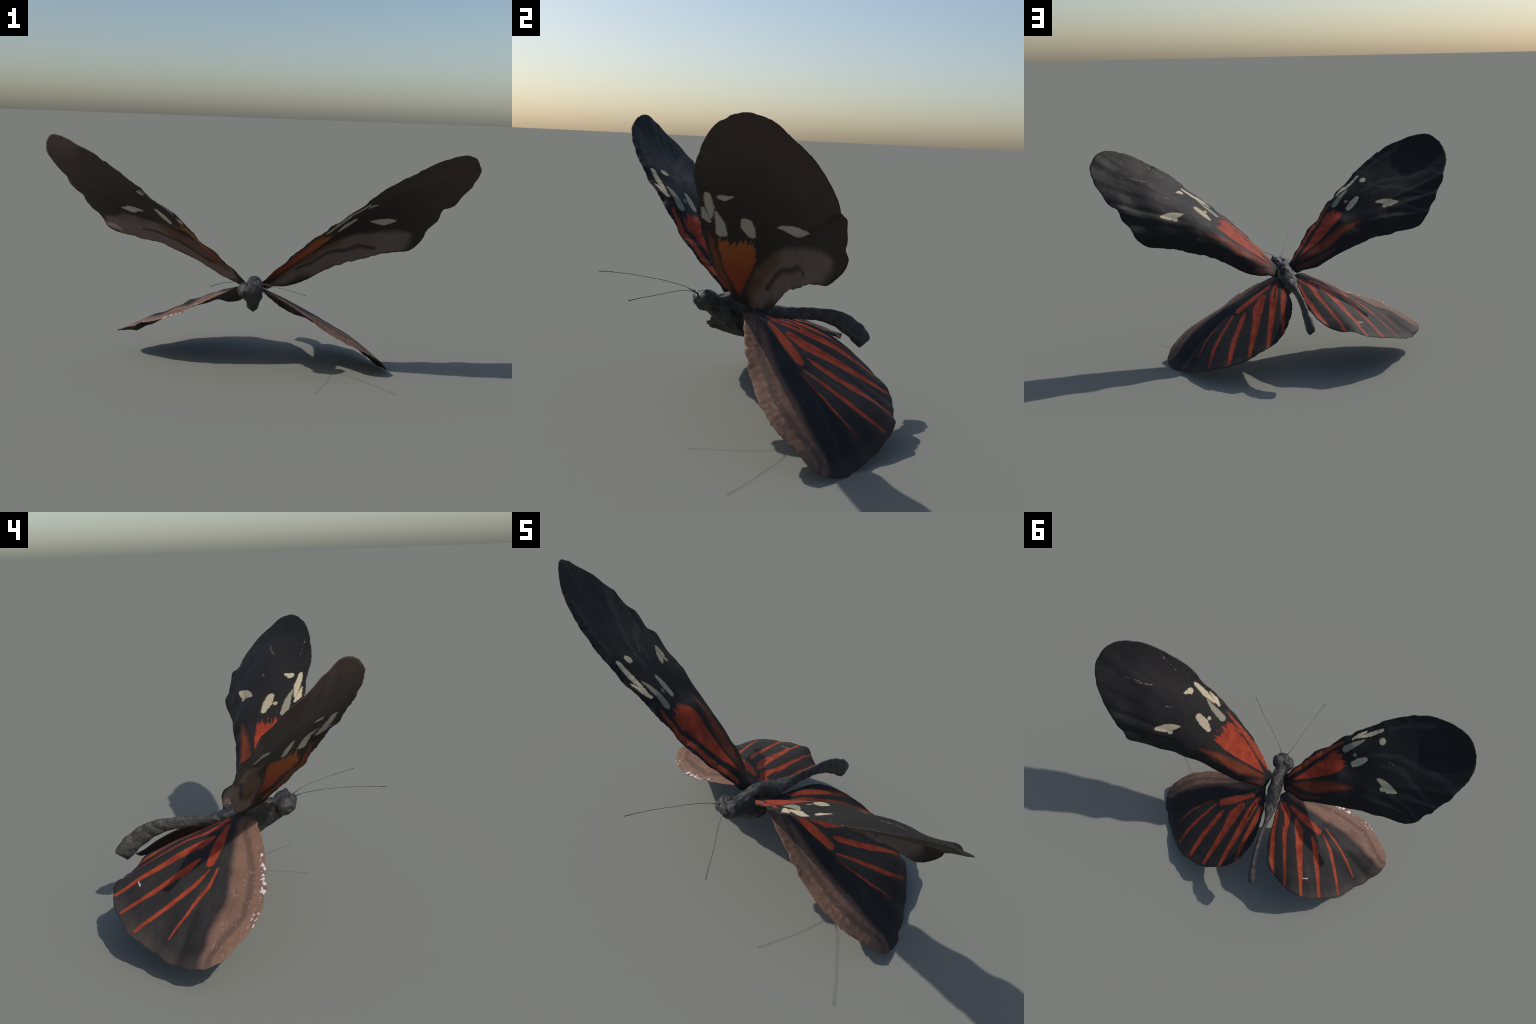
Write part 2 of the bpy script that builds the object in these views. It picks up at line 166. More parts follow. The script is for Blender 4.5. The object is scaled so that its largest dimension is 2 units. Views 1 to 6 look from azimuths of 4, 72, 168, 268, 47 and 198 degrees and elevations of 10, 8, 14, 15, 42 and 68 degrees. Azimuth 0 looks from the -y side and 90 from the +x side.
            "stripe": [[(0.0628, -0.0608, 0.0075), (0.1664, -0.068, 0.0206), (0.2795, -0.0709, 0.0165)], [(0.3055, -0.0338, 0.0028), (0.3945, -0.0514, 0.0061), (0.5121, -0.0933, 0.0052), (0.6076, -0.1382, 0.0034)], [(0.3107, -0.066, 0.0031), (0.399, -0.1092, 0.01), (0.4969, -0.1861, 0.0082), (0.5923, -0.2701, 0.0062)], [(0.2629, -0.1192, 0.006), (0.3171, -0.1555, 0.0166), (0.4135, -0.2506, 0.0113), (0.5119, -0.353, 0.0084)], [(0.1334, -0.1036, 0.0102), (0.1861, -0.1426, 0.0227), (0.2388, -0.2084, 0.0188), (0.4246, -0.4139, 0.007)], [(0.0241, -0.0783, 0.0155), (0.0772, -0.1125, 0.0204), (0.1354, -0.21, 0.0105), (0.3177, -0.4244, 0.0048)], [(0.018, -0.1238, 0.007), (0.0889, -0.2474, 0.0096), (0.1691, -0.3546, 0.0125), (0.2283, -0.4113, 0.0053)]],
            "slit": [[(0.0473, -0.1094, 0.004), (0.104, -0.1722, 0.004)]],
            "hem": [[(0.052, 0.052, 0.0864), (0.14, 0.092, 0.1167), (0.232, 0.121, 0.1291), (0.322, 0.143, 0.134), (0.417, 0.158, 0.1415), (0.513, 0.158, 0.1468), (0.604, 0.126, 0.125), (0.692, 0.085, 0.094)]],
            "front": [[(0.052, 0.052, 0), (0.14, 0.092, 0), (0.232, 0.121, 0), (0.322, 0.143, 0), (0.417, 0.158, 0), (0.513, 0.158, 0), (0.604, 0.126, 0), (0.692, 0.085, 0)]],
            "underhem": [[(0.052, 0.052, 0.012), (0.14, 0.092, 0.012), (0.232, 0.121, 0.012), (0.322, 0.143, 0.012), (0.417, 0.158, 0.012), (0.513, 0.158, 0.012), (0.604, 0.126, 0.012), (0.692, 0.085, 0.012)]],
            "edge": [[(0.729, 0, 0.035), (0.695, -0.12, 0.035), (0.636, -0.232, 0.035), (0.559, -0.331, 0.035), (0.456, -0.409, 0.035)]],
            "worn": [[(0.17, 0.102, 0.012), (0.294, 0.128, 0.012), (0.417, 0.158, 0.012), (0.543, 0.146, 0.012)]],
            "lint": [[(0.3693, -0.3334, 0.003), (0.391, -0.3193, 0.003)]],
        },
    },
]


# ---------------------------------------------------------------- small maths
def thin_plate(points, heights, stiffness=1e-5):
    n = len(points)
    d = np.linalg.norm(points[:, None] - points[None], axis=-1)
    k = np.where(d > 0, d * d * np.log(d + 1e-12), 0)
    a = np.zeros((n + 3, n + 3))
    a[:n, :n] = k + np.eye(n) * stiffness
    a[:n, n] = 1
    a[:n, n + 1:] = points
    a[n:, :n] = a[:n, n:].T
    w = np.linalg.solve(a, np.r_[heights, 0, 0, 0])

    def surface(q):
        dq = np.linalg.norm(q[:, None] - points[None], axis=-1)
        kq = np.where(dq > 0, dq * dq * np.log(dq + 1e-12), 0)
        return kq @ w[:n] + w[n] + q @ w[n + 1:]
    return surface


def spline(points, per_span, closed=False):
    """Catmull-Rom through the control points."""
    p = np.array(points, float)
    n = len(p)
    out = []
    for i in range(n if closed else n - 1):
        if closed:
            a, b, c, d = p[(i - 1) % n], p[i], p[(i + 1) % n], p[(i + 2) % n]
        else:
            a, b, c, d = p[max(i - 1, 0)], p[i], p[i + 1], p[min(i + 2, n - 1)]
        for t in np.arange(per_span) / per_span:
            out.append(0.5 * (2 * b + (c - a) * t + (2 * a - 5 * b + 4 * c - d) * t * t + (3 * b - a - 3 * c + d) * t ** 3))
    if not closed:
        out.append(p[-1])
    return np.array(out)


def inside(poly, q):
    x, y = q[:, 0], q[:, 1]
    r = np.zeros(len(q), bool)
    a = poly
    b = np.roll(poly, -1, 0)
    for (x0, y0), (x1, y1) in zip(a, b):
        hit = ((y0 > y) != (y1 > y)) & (x < (x1 - x0) * (y - y0) / (y1 - y0 + 1e-15) + x0)
        r ^= hit
    return r


def edge_distance(poly, q):
    best = np.full(len(q), 1e9)
    where = np.zeros(len(q))
    n = len(poly)
    for i in range(n):
        a, b = poly[i], poly[(i + 1) % n]
        ab = b - a
        t = np.clip(((q - a) @ ab) / (ab @ ab + 1e-15), 0, 1)
        d = np.linalg.norm(q - a - t[:, None] * ab, axis=1)
        m = d < best
        best[m] = d[m]
        where[m] = ((i + t) / n)[m]
    return best, where


# ---------------------------------------------------------------- node helpers
class Nodes:
    def __init__(self, tree):
        self.t = tree

    def add(self, kind, **inputs):
        n = self.t.nodes.new(kind)
        for k, v in inputs.items():
            if hasattr(n, k):
                setattr(n, k, v)
        return n

    def put(self, socket, value):
        if isinstance(value, bpy.types.NodeSocket):
            self.t.links.new(value, socket)
        elif value is not None:
            socket.default_value = value

    def math(self, op, a, b=None, c=None, clamp=False):
        n = self.add("ShaderNodeMath", operation=op)
        n.use_clamp = clamp
        for s, v in zip(n.inputs, (a, b, c)):
            self.put(s, v)
        return n.outputs[0]

    def vec(self, op, a, b=None, scale=None):
        n = self.add("ShaderNodeVectorMath", operation=op)
        self.put(n.inputs[0], a)
        if b is not None:
            self.put(n.inputs[1], b)
        if scale is not None:
            self.put(n.inputs["Scale"], scale)
        return n.outputs["Value"] if op in ("LENGTH", "DOT_PRODUCT", "DISTANCE") else n.outputs[0]

    def ramp(self, value, low, high, to_low=0.0, to_high=1.0, smooth=True):
        n = self.add("ShaderNodeMapRange")
        n.interpolation_type = "SMOOTHSTEP" if smooth else "LINEAR"
        for i, v in enumerate((value, low, high, to_low, to_high)):
            self.put(n.inputs[i], v)
        return n.outputs[0]

    def mix(self, fac, a, b):
        n = self.add("ShaderNodeMix", data_type="RGBA")
        self.put(n.inputs[0], fac)
        self.put(n.inputs[6], a if isinstance(a, bpy.types.NodeSocket) else (*a, 1))
        self.put(n.inputs[7], b if isinstance(b, bpy.types.NodeSocket) else (*b, 1))
        return n.outputs[2]

    def noise(self, vector, scale, detail=3.0, rough=0.55, colour=False):
        n = self.add("ShaderNodeTexNoise")
        self.put(n.inputs["Vector"], vector)
        n.inputs["Scale"].default_value = scale
        n.inputs["Detail"].default_value = detail
        n.inputs["Roughness"].default_value = rough
        return n.outputs["Color" if colour else "Fac"]


def stroke_group():
    """Signed distance in the wing plane to one tapered stroke from A (radius ra) to B (radius rb)."""
    g = bpy.data.node_groups.new("tapered_stroke", "ShaderNodeTree")
    for name, kind in (("P", "NodeSocketVector"), ("A", "NodeSocketVector"), ("B", "NodeSocketVector"), ("ra", "NodeSocketFloat"), ("rb", "NodeSocketFloat")):
        g.interface.new_socket(name, in_out="INPUT", socket_type=kind)
    g.interface.new_socket("distance", in_out="OUTPUT", socket_type="NodeSocketFloat")
    n = Nodes(g)
    gi, go = g.nodes.new("NodeGroupInput"), g.nodes.new("NodeGroupOutput")
    ap = n.vec("SUBTRACT", gi.outputs["P"], gi.outputs["A"])
    ab = n.vec("SUBTRACT", gi.outputs["B"], gi.outputs["A"])
    t = n.math("DIVIDE", n.vec("DOT_PRODUCT", ap, ab), n.math("ADD", n.vec("DOT_PRODUCT", ab, ab), 1e-8), clamp=True)
    away = n.vec("LENGTH", n.vec("SUBTRACT", ap, n.vec("SCALE", ab, scale=t)))
    radius = n.math("MULTIPLY_ADD", t, n.math("SUBTRACT", gi.outputs["rb"], gi.outputs["ra"]), gi.outputs["ra"])
    g.links.new(n.math("SUBTRACT", away, radius), go.inputs[0])
    return g


STROKE = stroke_group()


def strokes(n, p, chains):
    best = None
    for chain in chains:
        pairs = list(zip(chain[:-1], chain[1:])) or [(chain[0], chain[0])]
        for (ax, ay, ra), (bx, by, rb) in pairs:
            s = n.add("ShaderNodeGroup")
            s.node_tree = STROKE
            n.put(s.inputs["P"], p)
            s.inputs["A"].default_value = (ax, ay, 0)
            s.inputs["B"].default_value = (bx, by, 0)
            s.inputs["ra"].default_value, s.inputs["rb"].default_value = ra, rb
            best = s.outputs[0] if best is None else n.math("MINIMUM", best, s.outputs[0])
    return best


def facet(n, p, poly):
    """Signed distance to a convex field given by its corners."""
    q = np.array(poly, float)
    if np.cross(q[1] - q[0], q[2] - q[1]) < 0 or sum(np.cross(q[i], q[(i + 1) % len(q)]) for i in range(len(q))) < 0:
        q = q[::-1]
    best = None
    for i in range(len(q)):
        a, b = q[i], q[(i + 1) % len(q)]
        e = (b - a) / np.linalg.norm(b - a)
        nx, ny = e[1], -e[0]
        d = n.math("SUBTRACT", n.vec("DOT_PRODUCT", p, (nx, ny, 0)), float(a[0] * nx + a[1] * ny))
        best = d if best is None else n.math("MAXIMUM", best, d)
    return best


def material(name):
    m = bpy.data.materials.new(name)
    m.use_nodes = True
    return m, Nodes(m.node_tree), m.node_tree.nodes["Principled BSDF"]


def plane_coordinates(n):
    o = n.add("ShaderNodeTexCoord").outputs["Object"]
    return o, n.vec("MULTIPLY", o, (1, 1, 0))


def wobble(n, p, scale, amount):
    """Shift the coordinates with noise so that marking edges are ragged."""
    c = n.noise(p, scale, 4, 0.6, colour=True)
    return n.vec("ADD", p, n.vec("MULTIPLY", n.vec("SUBTRACT", c, (0.5, 0.5, 0.5)), (amount, amount, 0)))


def streaks(n, p, along, across, detail=4):
    return n.noise(n.vec("MULTIPLY", p, (along, across, 1)), 1.0, detail, 0.6)


def cells(n, p, scale):
    """One random value per small angular cell."""
    v = n.add("ShaderNodeTexVoronoi")
    n.put(v.inputs["Vector"], n.vec("MULTIPLY", wobble(n, p, 20, 0.02), (1, 1.7, 1)))
    v.inputs["Scale"].default_value = scale
    s = n.add("ShaderNodeSeparateColor")
    n.put(s.inputs[0], v.outputs["Color"])
    return s.outputs[0]


def finish(n, bsdf, colour, rough, grain, bump=0.3, distance=0.002, specular=0.10):
    n.put(bsdf.inputs["Base Color"], colour)
    n.put(bsdf.inputs["Roughness"], rough)
    bsdf.inputs["Specular IOR Level"].default_value = specular
    b = n.add("ShaderNodeBump")
    b.inputs["Strength"].default_value = bump
    b.inputs["Distance"].default_value = distance
    n.put(b.inputs["Height"], grain)
    n.put(bsdf.inputs["Normal"], b.outputs[0])


# ---------------------------------------------------------------- wing materials
BLACK = (0.0170, 0.0158, 0.0152)
RED = (0.345, 0.055, 0.032)
CREAM = (0.56, 0.47, 0.32)
BROWN = (0.185, 0.105, 0.074)


def forewing_upper(w):
    m, n, bsdf = material("forewing_upper_scales")
    o, p = plane_coordinates(n)
    mk = w["marks"]
    fine = n.noise(p, 260, 2)
    line = streaks(n, p, 14, 110)
    broad = n.noise(p, 9, 3)
    # black ground with faint brown sheen in streaks
    col = n.mix(n.math("MULTIPLY", line, broad), BLACK, (0.032, 0.028, 0.028))
    if mk.get("sheen"):  # grey-brown bands lightened in the colour, running along the outer pleats
        pale_bands = n.ramp(strokes(n, wobble(n, p, 24, 0.02), mk["sheen"]), 0.008, -0.010)
        col = n.mix(n.math("MULTIPLY", pale_bands, n.math("MULTIPLY_ADD", line, 0.5, 0.35)), col, (0.046, 0.041, 0.041))
    # lower orange field, fading outward
    soft = wobble(n, n.vec("MULTIPLY", p, (1, 1, 1)), 30, 0.012)
    low = n.ramp(strokes(n, soft, mk["lower"]), 0.012, -0.016)
    tone = n.mix(n.ramp(streaks(n, p, 5, 26, 3), 0.3, 0.75), (0.125, 0.030, 0.014), (0.235, 0.050, 0.021))
    col = n.mix(n.math("MULTIPLY", low, 0.92), col, tone)
    rear = n.ramp(strokes(n, soft, mk["rear"]), 0.012, -0.012)
    col = n.mix(n.math("MULTIPLY", rear, 0.55), col, (0.16, 0.045, 0.03))
    # costal strip: patchy orange scales
    strip = n.ramp(strokes(n, wobble(n, p, 60, 0.012), mk["costal"]), 0.004, -0.006)
    patch = n.ramp(n.noise(n.vec("MULTIPLY", p, (1, 1.6, 1)), 55, 4), 0.42, 0.62)
    col = n.mix(n.math("MULTIPLY", strip, n.math("MULTIPLY_ADD", patch, 0.35, 0.6)), col, (0.36, 0.062, 0.026))
    # red cell with a jagged outer end
    jag = n.vec("ADD", p, n.vec("SCALE", n.vec("MULTIPLY", n.vec("SUBTRACT", n.noise(n.vec("MULTIPLY", p, (7, 60, 1)), 1, 4, 0.65, colour=True), (0.5, 0.5, 0.5)), (0.22, 0.006, 0)), scale=n.ramp(n.vec("DOT_PRODUCT", p, (1, 0, 0)), 0.18, 0.34)))
    cell = n.ramp(facet(n, jag, mk["red"][0]), 0.0035, -0.0045)
    shade = n.mix(n.ramp(n.noise(p, 26, 4), 0.3, 0.75), (0.235, 0.031, 0.017), (0.345, 0.054, 0.021))
    col = n.mix(cell, col, shade)
    # pale windows
    rag = wobble(n, p, 130, 0.015)
    speck = n.ramp(n.noise(p, 330, 2, 0.6), 0.40, 0.55)
    pale = n.mix(speck, (0.20, 0.165, 0.115), CREAM)
    col = n.mix(n.ramp(strokes(n, rag, mk["white"]), 0.0025, -0.0025), col, pale)
    clear = n.mix(n.math("MULTIPLY_ADD", speck, 0.5, 0.5), (0.20, 0.165, 0.115), CREAM)
    col = n.mix(n.ramp(strokes(n, rag, mk["clean"]), 0.0025, -0.0025), col, clear)
    dull = n.mix(speck, (0.12, 0.11, 0.08), (0.33, 0.305, 0.22))
    col = n.mix(n.ramp(strokes(n, rag, mk["grey"]), 0.0025, -0.003), col, dull)
    if mk.get("scratch"):
        col = n.mix(n.math("MULTIPLY", n.ramp(strokes(n, wobble(n, p, 40, 0.016), mk["scratch"]), 0.002, -0.001), n.ramp(n.noise(p, 70, 3), 0.44, 0.66)), col, (0.22, 0.15, 0.15))
    finish(n, bsdf, col, n.ramp(line, 0.2, 0.8, 0.50, 0.66), n.math("ADD", n.math("MULTIPLY", line, 0.8), n.math("MULTIPLY", fine, 0.5)), 0.35, 0.0025)
    return m


def forewing_lower(w):
    m, n, bsdf = material("forewing_under_scales")
    o, p = plane_coordinates(n)
    mk = w["marks"]
    line = streaks(n, p, 12, 90)
    fine = n.noise(p, 240, 2)
    # dark middle, browner toward the outer margin
    outer = n.ramp(n.vec("DOT_PRODUCT", p, (1, 0, 0)), 0.55, 1.15)
    col = n.mix(n.math("MULTIPLY_ADD", outer, 0.7, n.math("MULTIPLY", line, 0.25)), (0.028, 0.023, 0.019), (0.068, 0.045, 0.037))
    # pale hind margin
    band = n.ramp(strokes(n, wobble(n, p, 14, 0.02), mk["hem"]), 0.012, -0.022)
    col = n.mix(band, col, n.mix(line, (0.110, 0.080, 0.068), (0.185, 0.132, 0.115)))
    low = n.ramp(strokes(n, wobble(n, p, 20, 0.012), mk["underfield"]), 0.014, -0.014)
    col = n.mix(n.math("MULTIPLY", low, 0.75), col, n.mix(line, (0.075, 0.042, 0.026), (0.14, 0.068, 0.034)))
    vein = n.ramp(strokes(n, p, mk["vein"]), 0.009, -0.004)
    col = n.mix(n.math("MULTIPLY", vein, 0.8), col, (0.030, 0.024, 0.020))
    strip = n.ramp(strokes(n, wobble(n, p, 50, 0.01), mk["costal"]), 0.003, -0.006)
    col = n.mix(n.math("MULTIPLY", strip, 0.7), col, (0.20, 0.055, 0.020))
    jag = n.vec("ADD", p, n.vec("SCALE", n.vec("MULTIPLY", n.vec("SUBTRACT", n.noise(n.vec("MULTIPLY", p, (5, 48, 1)), 1, 4, 0.65, colour=True), (0.5, 0.5, 0.5)), (0.32, 0.006, 0)), scale=n.ramp(n.vec("DOT_PRODUCT", p, (1, 0, 0)), 0.18, 0.34)))
    cell = n.ramp(facet(n, jag, mk["red"][0]), 0.004, -0.006)
    reach = n.ramp(n.vec("DOT_PRODUCT", p, (1, 0, 0)), 0.15, 0.45)
    col = n.mix(cell, col, n.mix(reach, (0.25, 0.042, 0.018), (0.33, 0.095, 0.022)))
    speck = n.ramp(n.noise(p, 380, 3, 0.7), 0.3, 0.65)
    rag = wobble(n, p, 80, 0.010)
    col = n.mix(n.ramp(strokes(n, rag, mk["underpale"]), 0.004, -0.004), col, n.mix(speck, (0.33, 0.295, 0.245), (0.46, 0.42, 0.36)))
    finish(n, bsdf, col, 0.62, n.math("ADD", line, n.math("MULTIPLY", fine, 0.4)), 0.3, 0.002, 0.12)
    return m


def hindwing_upper(w):
    m, n, bsdf = material("hindwing_upper_scales")
    o, p = plane_coordinates(n)
    mk = w["marks"]
    line = streaks(n, p, 16, 100)
    fine = n.noise(p, 260, 2)
    broad = n.noise(p, 7, 3)
    col = n.mix(n.math("MULTIPLY", line, broad), BLACK, (0.055, 0.048, 0.047))
    hem = n.ramp(strokes(n, wobble(n, p, 10, 0.02), mk["hem"]), 0.006, -0.030)
    inward = n.math("ADD", strokes(n, wobble(n, p, 6, 0.02), mk["front"]), n.math("MULTIPLY", n.noise(n.vec("MULTIPLY", p, (9, 60, 1)), 1, 3), 0.012))
    crease = n.math("MULTIPLY", n.ramp(inward, 0.040, 0.052), n.ramp(inward, 0.078, 0.060))
    brown = n.mix(n.math("MULTIPLY", crease, 0.85), BROWN, (0.095, 0.060, 0.047))
    brown = n.mix(n.math("MULTIPLY", n.ramp(streaks(n, p, 3, 60, 3), 0.4, 0.7), 0.5), brown, (0.120, 0.076, 0.058))
    brown = n.mix(n.math("MULTIPLY", n.ramp(cells(n, p, 95), 0.93, 0.95), 0.4), brown, (0.30, 0.185, 0.150))
    brown = n.mix(n.math("MULTIPLY", n.ramp(cells(n, n.vec("ADD", p, (3, 1, 0)), 50), 0.80, 0.84), 0.16), brown, (0.11, 0.072, 0.060))
    col = n.mix(hem, col, brown)
    tipb = n.ramp(strokes(n, wobble(n, p, 12, 0.03), mk["edge"]), 0.03, -0.02)
    col = n.mix(n.math("MULTIPLY", tipb, 0.3), col, (0.085, 0.062, 0.055))
    st = n.ramp(strokes(n, wobble(n, p, 70, 0.009), mk["stripe"]), 0.0035, -0.004)
    tone = n.mix(n.ramp(n.noise(p, 18, 4), 0.3, 0.7), (0.215, 0.030, 0.017), (0.325, 0.056, 0.022))
    col = n.mix(st, col, tone)
    slit = n.ramp(strokes(n, wobble(n, p, 50, 0.01), mk["slit"]), 0.004, -0.003)
    col = n.mix(slit, col, BLACK)
    if mk.get("lint"):
        lint = n.ramp(strokes(n, wobble(n, p, 90, 0.012), mk["lint"]), 0.001, -0.001)
        col = n.mix(lint, col, (0.45, 0.36, 0.36))
    if mk.get("worn"):
        worn = n.math("MULTIPLY", n.ramp(strokes(n, p, mk["worn"]), 0.006, -0.006), n.ramp(cells(n, p, 70), 0.72, 0.74))
        col = n.mix(worn, col, (0.55, 0.48, 0.52))
    finish(n, bsdf, col, n.ramp(line, 0.2, 0.8, 0.50, 0.66), n.math("ADD", n.math("MULTIPLY", line, 0.9), n.math("MULTIPLY", fine, 0.5)), 0.35, 0.0025)
    return m


def hindwing_lower(w):
    m, n, bsdf = material("hindwing_under_scales")
    o, p = plane_coordinates(n)
    mk = w["marks"]
    line = streaks(n, p, 12, 90)
    col = n.mix(line, (0.017, 0.016, 0.015), (0.032, 0.028, 0.026))
    hem = n.ramp(strokes(n, wobble(n, p, 10, 0.02), mk["underhem"]), 0.006, -0.012)
    col = n.mix(hem, col, n.mix(line, (0.125, 0.080, 0.066), BROWN))
    st = n.ramp(strokes(n, wobble(n, p, 60, 0.01), mk["stripe"]), 0.004, -0.012)
    col = n.mix(n.math("MULTIPLY", st, 0.6), col, (0.155, 0.036, 0.020))
    finish(n, bsdf, col, 0.65, line, 0.3, 0.002, 0.12)
    return m


# ---------------------------------------------------------------- wing geometry
def outer_pleats(rim, pole, ribbing):
    """Carry the undulation of the outer margin inward along the veins, which fan out from the pole."""
    n = len(rim)
    h = rim[:, 2]
    tip = int(np.linalg.norm(rim[:, :2], axis=1).argmax())
    k = np.arange(-9, 10)
    g = np.exp(-(k / 2.2) ** 2)
    mean = np.array([np.sum(g * h[(i + k) % n]) / g.sum() for i in range(n)])
    first, last = tip - 3, tip + int(n * 0.30)
    taper = np.array([min(1, max(0, (i - first) / 4), max(0, 1)) * min(1, max(0, (last - i) / 4)) for i in range(n)])
    wave = (h - mean) * taper
    sel = np.arange(first, last + 1) % n
    d = rim[sel, :2] - np.array(pole)
    ang = np.unwrap(np.arctan2(d[:, 1], d[:, 0]))
    order = np.argsort(ang)
    a, r, v = ang[order], np.linalg.norm(d, axis=1)[order], wave[sel][order]

    def lift(q):
        e = q - np.array(pole)
        t = np.arctan2(e[:, 1], e[:, 0])
        t = np.where(t < a[0] - 0.5, t + math.tau, np.where(t > a[-1] + 0.5, t - math.tau, t))
        f = np.clip((np.linalg.norm(e, axis=1) / np.interp(t, a, r) - 0.35) / 0.65, 0, 1)
        fan = np.clip((t - a[0]) / 0.15, 0, 1) * np.clip((a[-1] - t) / 0.15, 0, 1)
        ribs = ribbing * np.sin(t * 44 + 2.2 * np.sin(t * 9)) * fan
        return (np.interp(t, a, v, left=0, right=0) + ribs) * f * f * (3 - 2 * f)
    return lift, h - wave


def build_wing(w, name, upper, lower, spacing=0.0085):
    seed = w["seed"]
    # outline with fine frayed scallops
    rim3 = spline(w["outline"], 5, closed=True)
    n = len(rim3)
    ctr = rim3[:, :2].mean(0)
    frayed = []
    for i, q in enumerate(rim3):
        k = noise.noise(Vector((q[0] * 38, q[1] * 38, seed))) * 0.0030 + noise.noise(Vector((q[0] * 110, q[1] * 110, seed + 3))) * 0.0016
        root = min(1.0, np.linalg.norm(q[:2]) / 0.25)
        d = q[:2] - ctr
        frayed.append(q[:2] + d / np.linalg.norm(d) * k * root)
    poly = np.array(frayed)
    # camber surface
    rim_knots = np.array(w["outline"], float)
    pleat, even = outer_pleats(rim_knots, w["pole"], w["ribbing"])
    rim_knots[:, 2] = even
    knots = np.vstack([rim_knots, np.array(w["camber"], float)])
    surface = thin_plate(knots[:, :2], knots[:, 2], w.get("stiffness", 1e-4))
    # jittered triangular lattice inside
    lo, hi = poly.min(0), poly.max(0)
    lattice = []
    row = 0
    y = lo[1]
    while y < hi[1]:
        x = lo[0] + (spacing / 2 if row % 2 else 0)
        while x < hi[0]:
            lattice.append((x + random.uniform(-1, 1) * spacing * 0.18, y + random.uniform(-1, 1) * spacing * 0.18))
            x += spacing
        y += spacing * 0.866
        row += 1
    lattice = np.array(lattice)
    lattice = lattice[inside(poly, lattice)]
    dist, _ = edge_distance(poly, lattice)
    lattice = lattice[dist > spacing * 0.45]
    pts = [Vector(q) for q in poly] + [Vector(q) for q in lattice]
    edges = [(i, (i + 1) % n) for i in range(n)]
    v, _, f, ov, _, _ = geometry.delaunay_2d_cdt(pts, edges, [], 1, 1e-7)
    flat = np.array([(q.x, q.y) for q in v])
    on_rim = np.array([any(i < n for i in src) for src in ov])
    h = surface(flat) + pleat(flat)
    dist, where = edge_distance(poly, flat)
    # relief: vein pleats, crumpled margins, hair-fine unevenness
    for i, (x, y) in enumerate(flat):
        h[i] += w["relief"](x, y, dist[i], where[i])
    thick = 0.0016 + 0.0030 * np.minimum(dist / 0.06, 1)
    me = bpy.data.meshes.new(name)
    nv = len(flat)
    top = [(flat[i, 0], flat[i, 1], h[i] + thick[i] / 2) for i in range(nv)]
    bottom = [(flat[i, 0], flat[i, 1], h[i] - thick[i] / 2) for i in range(nv)]
    faces = []
    for t in f:
        a, b, c = (flat[j] for j in t)
        up = list(t) if np.cross(b - a, c - a) > 0 else list(t)[::-1]
        faces.append(up)
    count = len(faces)
    faces += [[j + nv for j in t[::-1]] for t in faces]
    used = {}
    for t in faces[:count]:
        for a, b in zip(t, t[1:] + t[:1]):
            used[(a, b)] = True
    for (a, b) in list(used):
        if (b, a) not in used:
            faces.append([b, a, a + nv, b + nv])
    me.from_pydata(top + bottom, [], faces)
    me.materials.append(upper)
    me.materials.append(lower)
    me.polygons.foreach_set("material_index", [0] * count + [1] * (len(faces) - count))
    me.polygons.foreach_set("use_smooth", [True] * len(faces))
    me.update()
    ob = bpy.data.objects.new(name, me)
    bpy.context.collection.objects.link(ob)
    fx, fy, fz = (Vector(a) for a in w["axes"])
    ob.matrix_world = Matrix.Translation(w["root"]) @ Matrix((fx, fy, fz)).transposed().to_4x4()
    # hard rim between the two sides
    return ob


def fbm(x, y, scale, seed):
    return noise.noise(Vector((x * scale, y * scale, seed))) + 0.5 * noise.noise(Vector((x * scale * 2.1, y * scale * 2.1, seed + 5)))


def segment_gap(x, y, chain):
    best = 9.0
    for (ax, ay), (bx, by) in zip(chain[:-1], chain[1:]):
        dx, dy = bx - ax, by - ay
        t = max(0.0, min(1.0, ((x - ax) * dx + (y - ay) * dy) / (dx * dx + dy * dy)))
        best = min(best, math.hypot(x - ax - t * dx, y - ay - t * dy))
    return best


def forewing_relief(w):
    side = w["lead"]          # sign of y on the leading side
    costa = w["costa"]

    def relief(x, y, edge, where):
        z = 0.0007 * fbm(x, y, 40, w["seed"])
        near = max(0.0, 1 - segment_gap(x, y, costa) / 0.07)
        z += 0.0030 * near * fbm(x * 1.6, y, 36, w["seed"] + 11)
        for vein in w["veins"]:
            g = segment_gap(x, y, vein)
            z += 0.0016 * math.exp(-(g / 0.008) ** 2)
        return z
    return relief


def hindwing_relief(w):
    costa = w["costa"]

    def relief(x, y, edge, where):
        z = 0.0007 * fbm(x, y, 40, w["seed"])
        g = segment_gap(x, y, costa)
        near = max(0.0, 1 - g / 0.10)
        z += 0.0030 * near * fbm(x * 1.9, y, 42, w["seed"] + 11)
        for vein in w["veins"]:
            z -= 0.0018 * math.exp(-(segment_gap(x, y, vein) / 0.012) ** 2)
        return z
    return relief


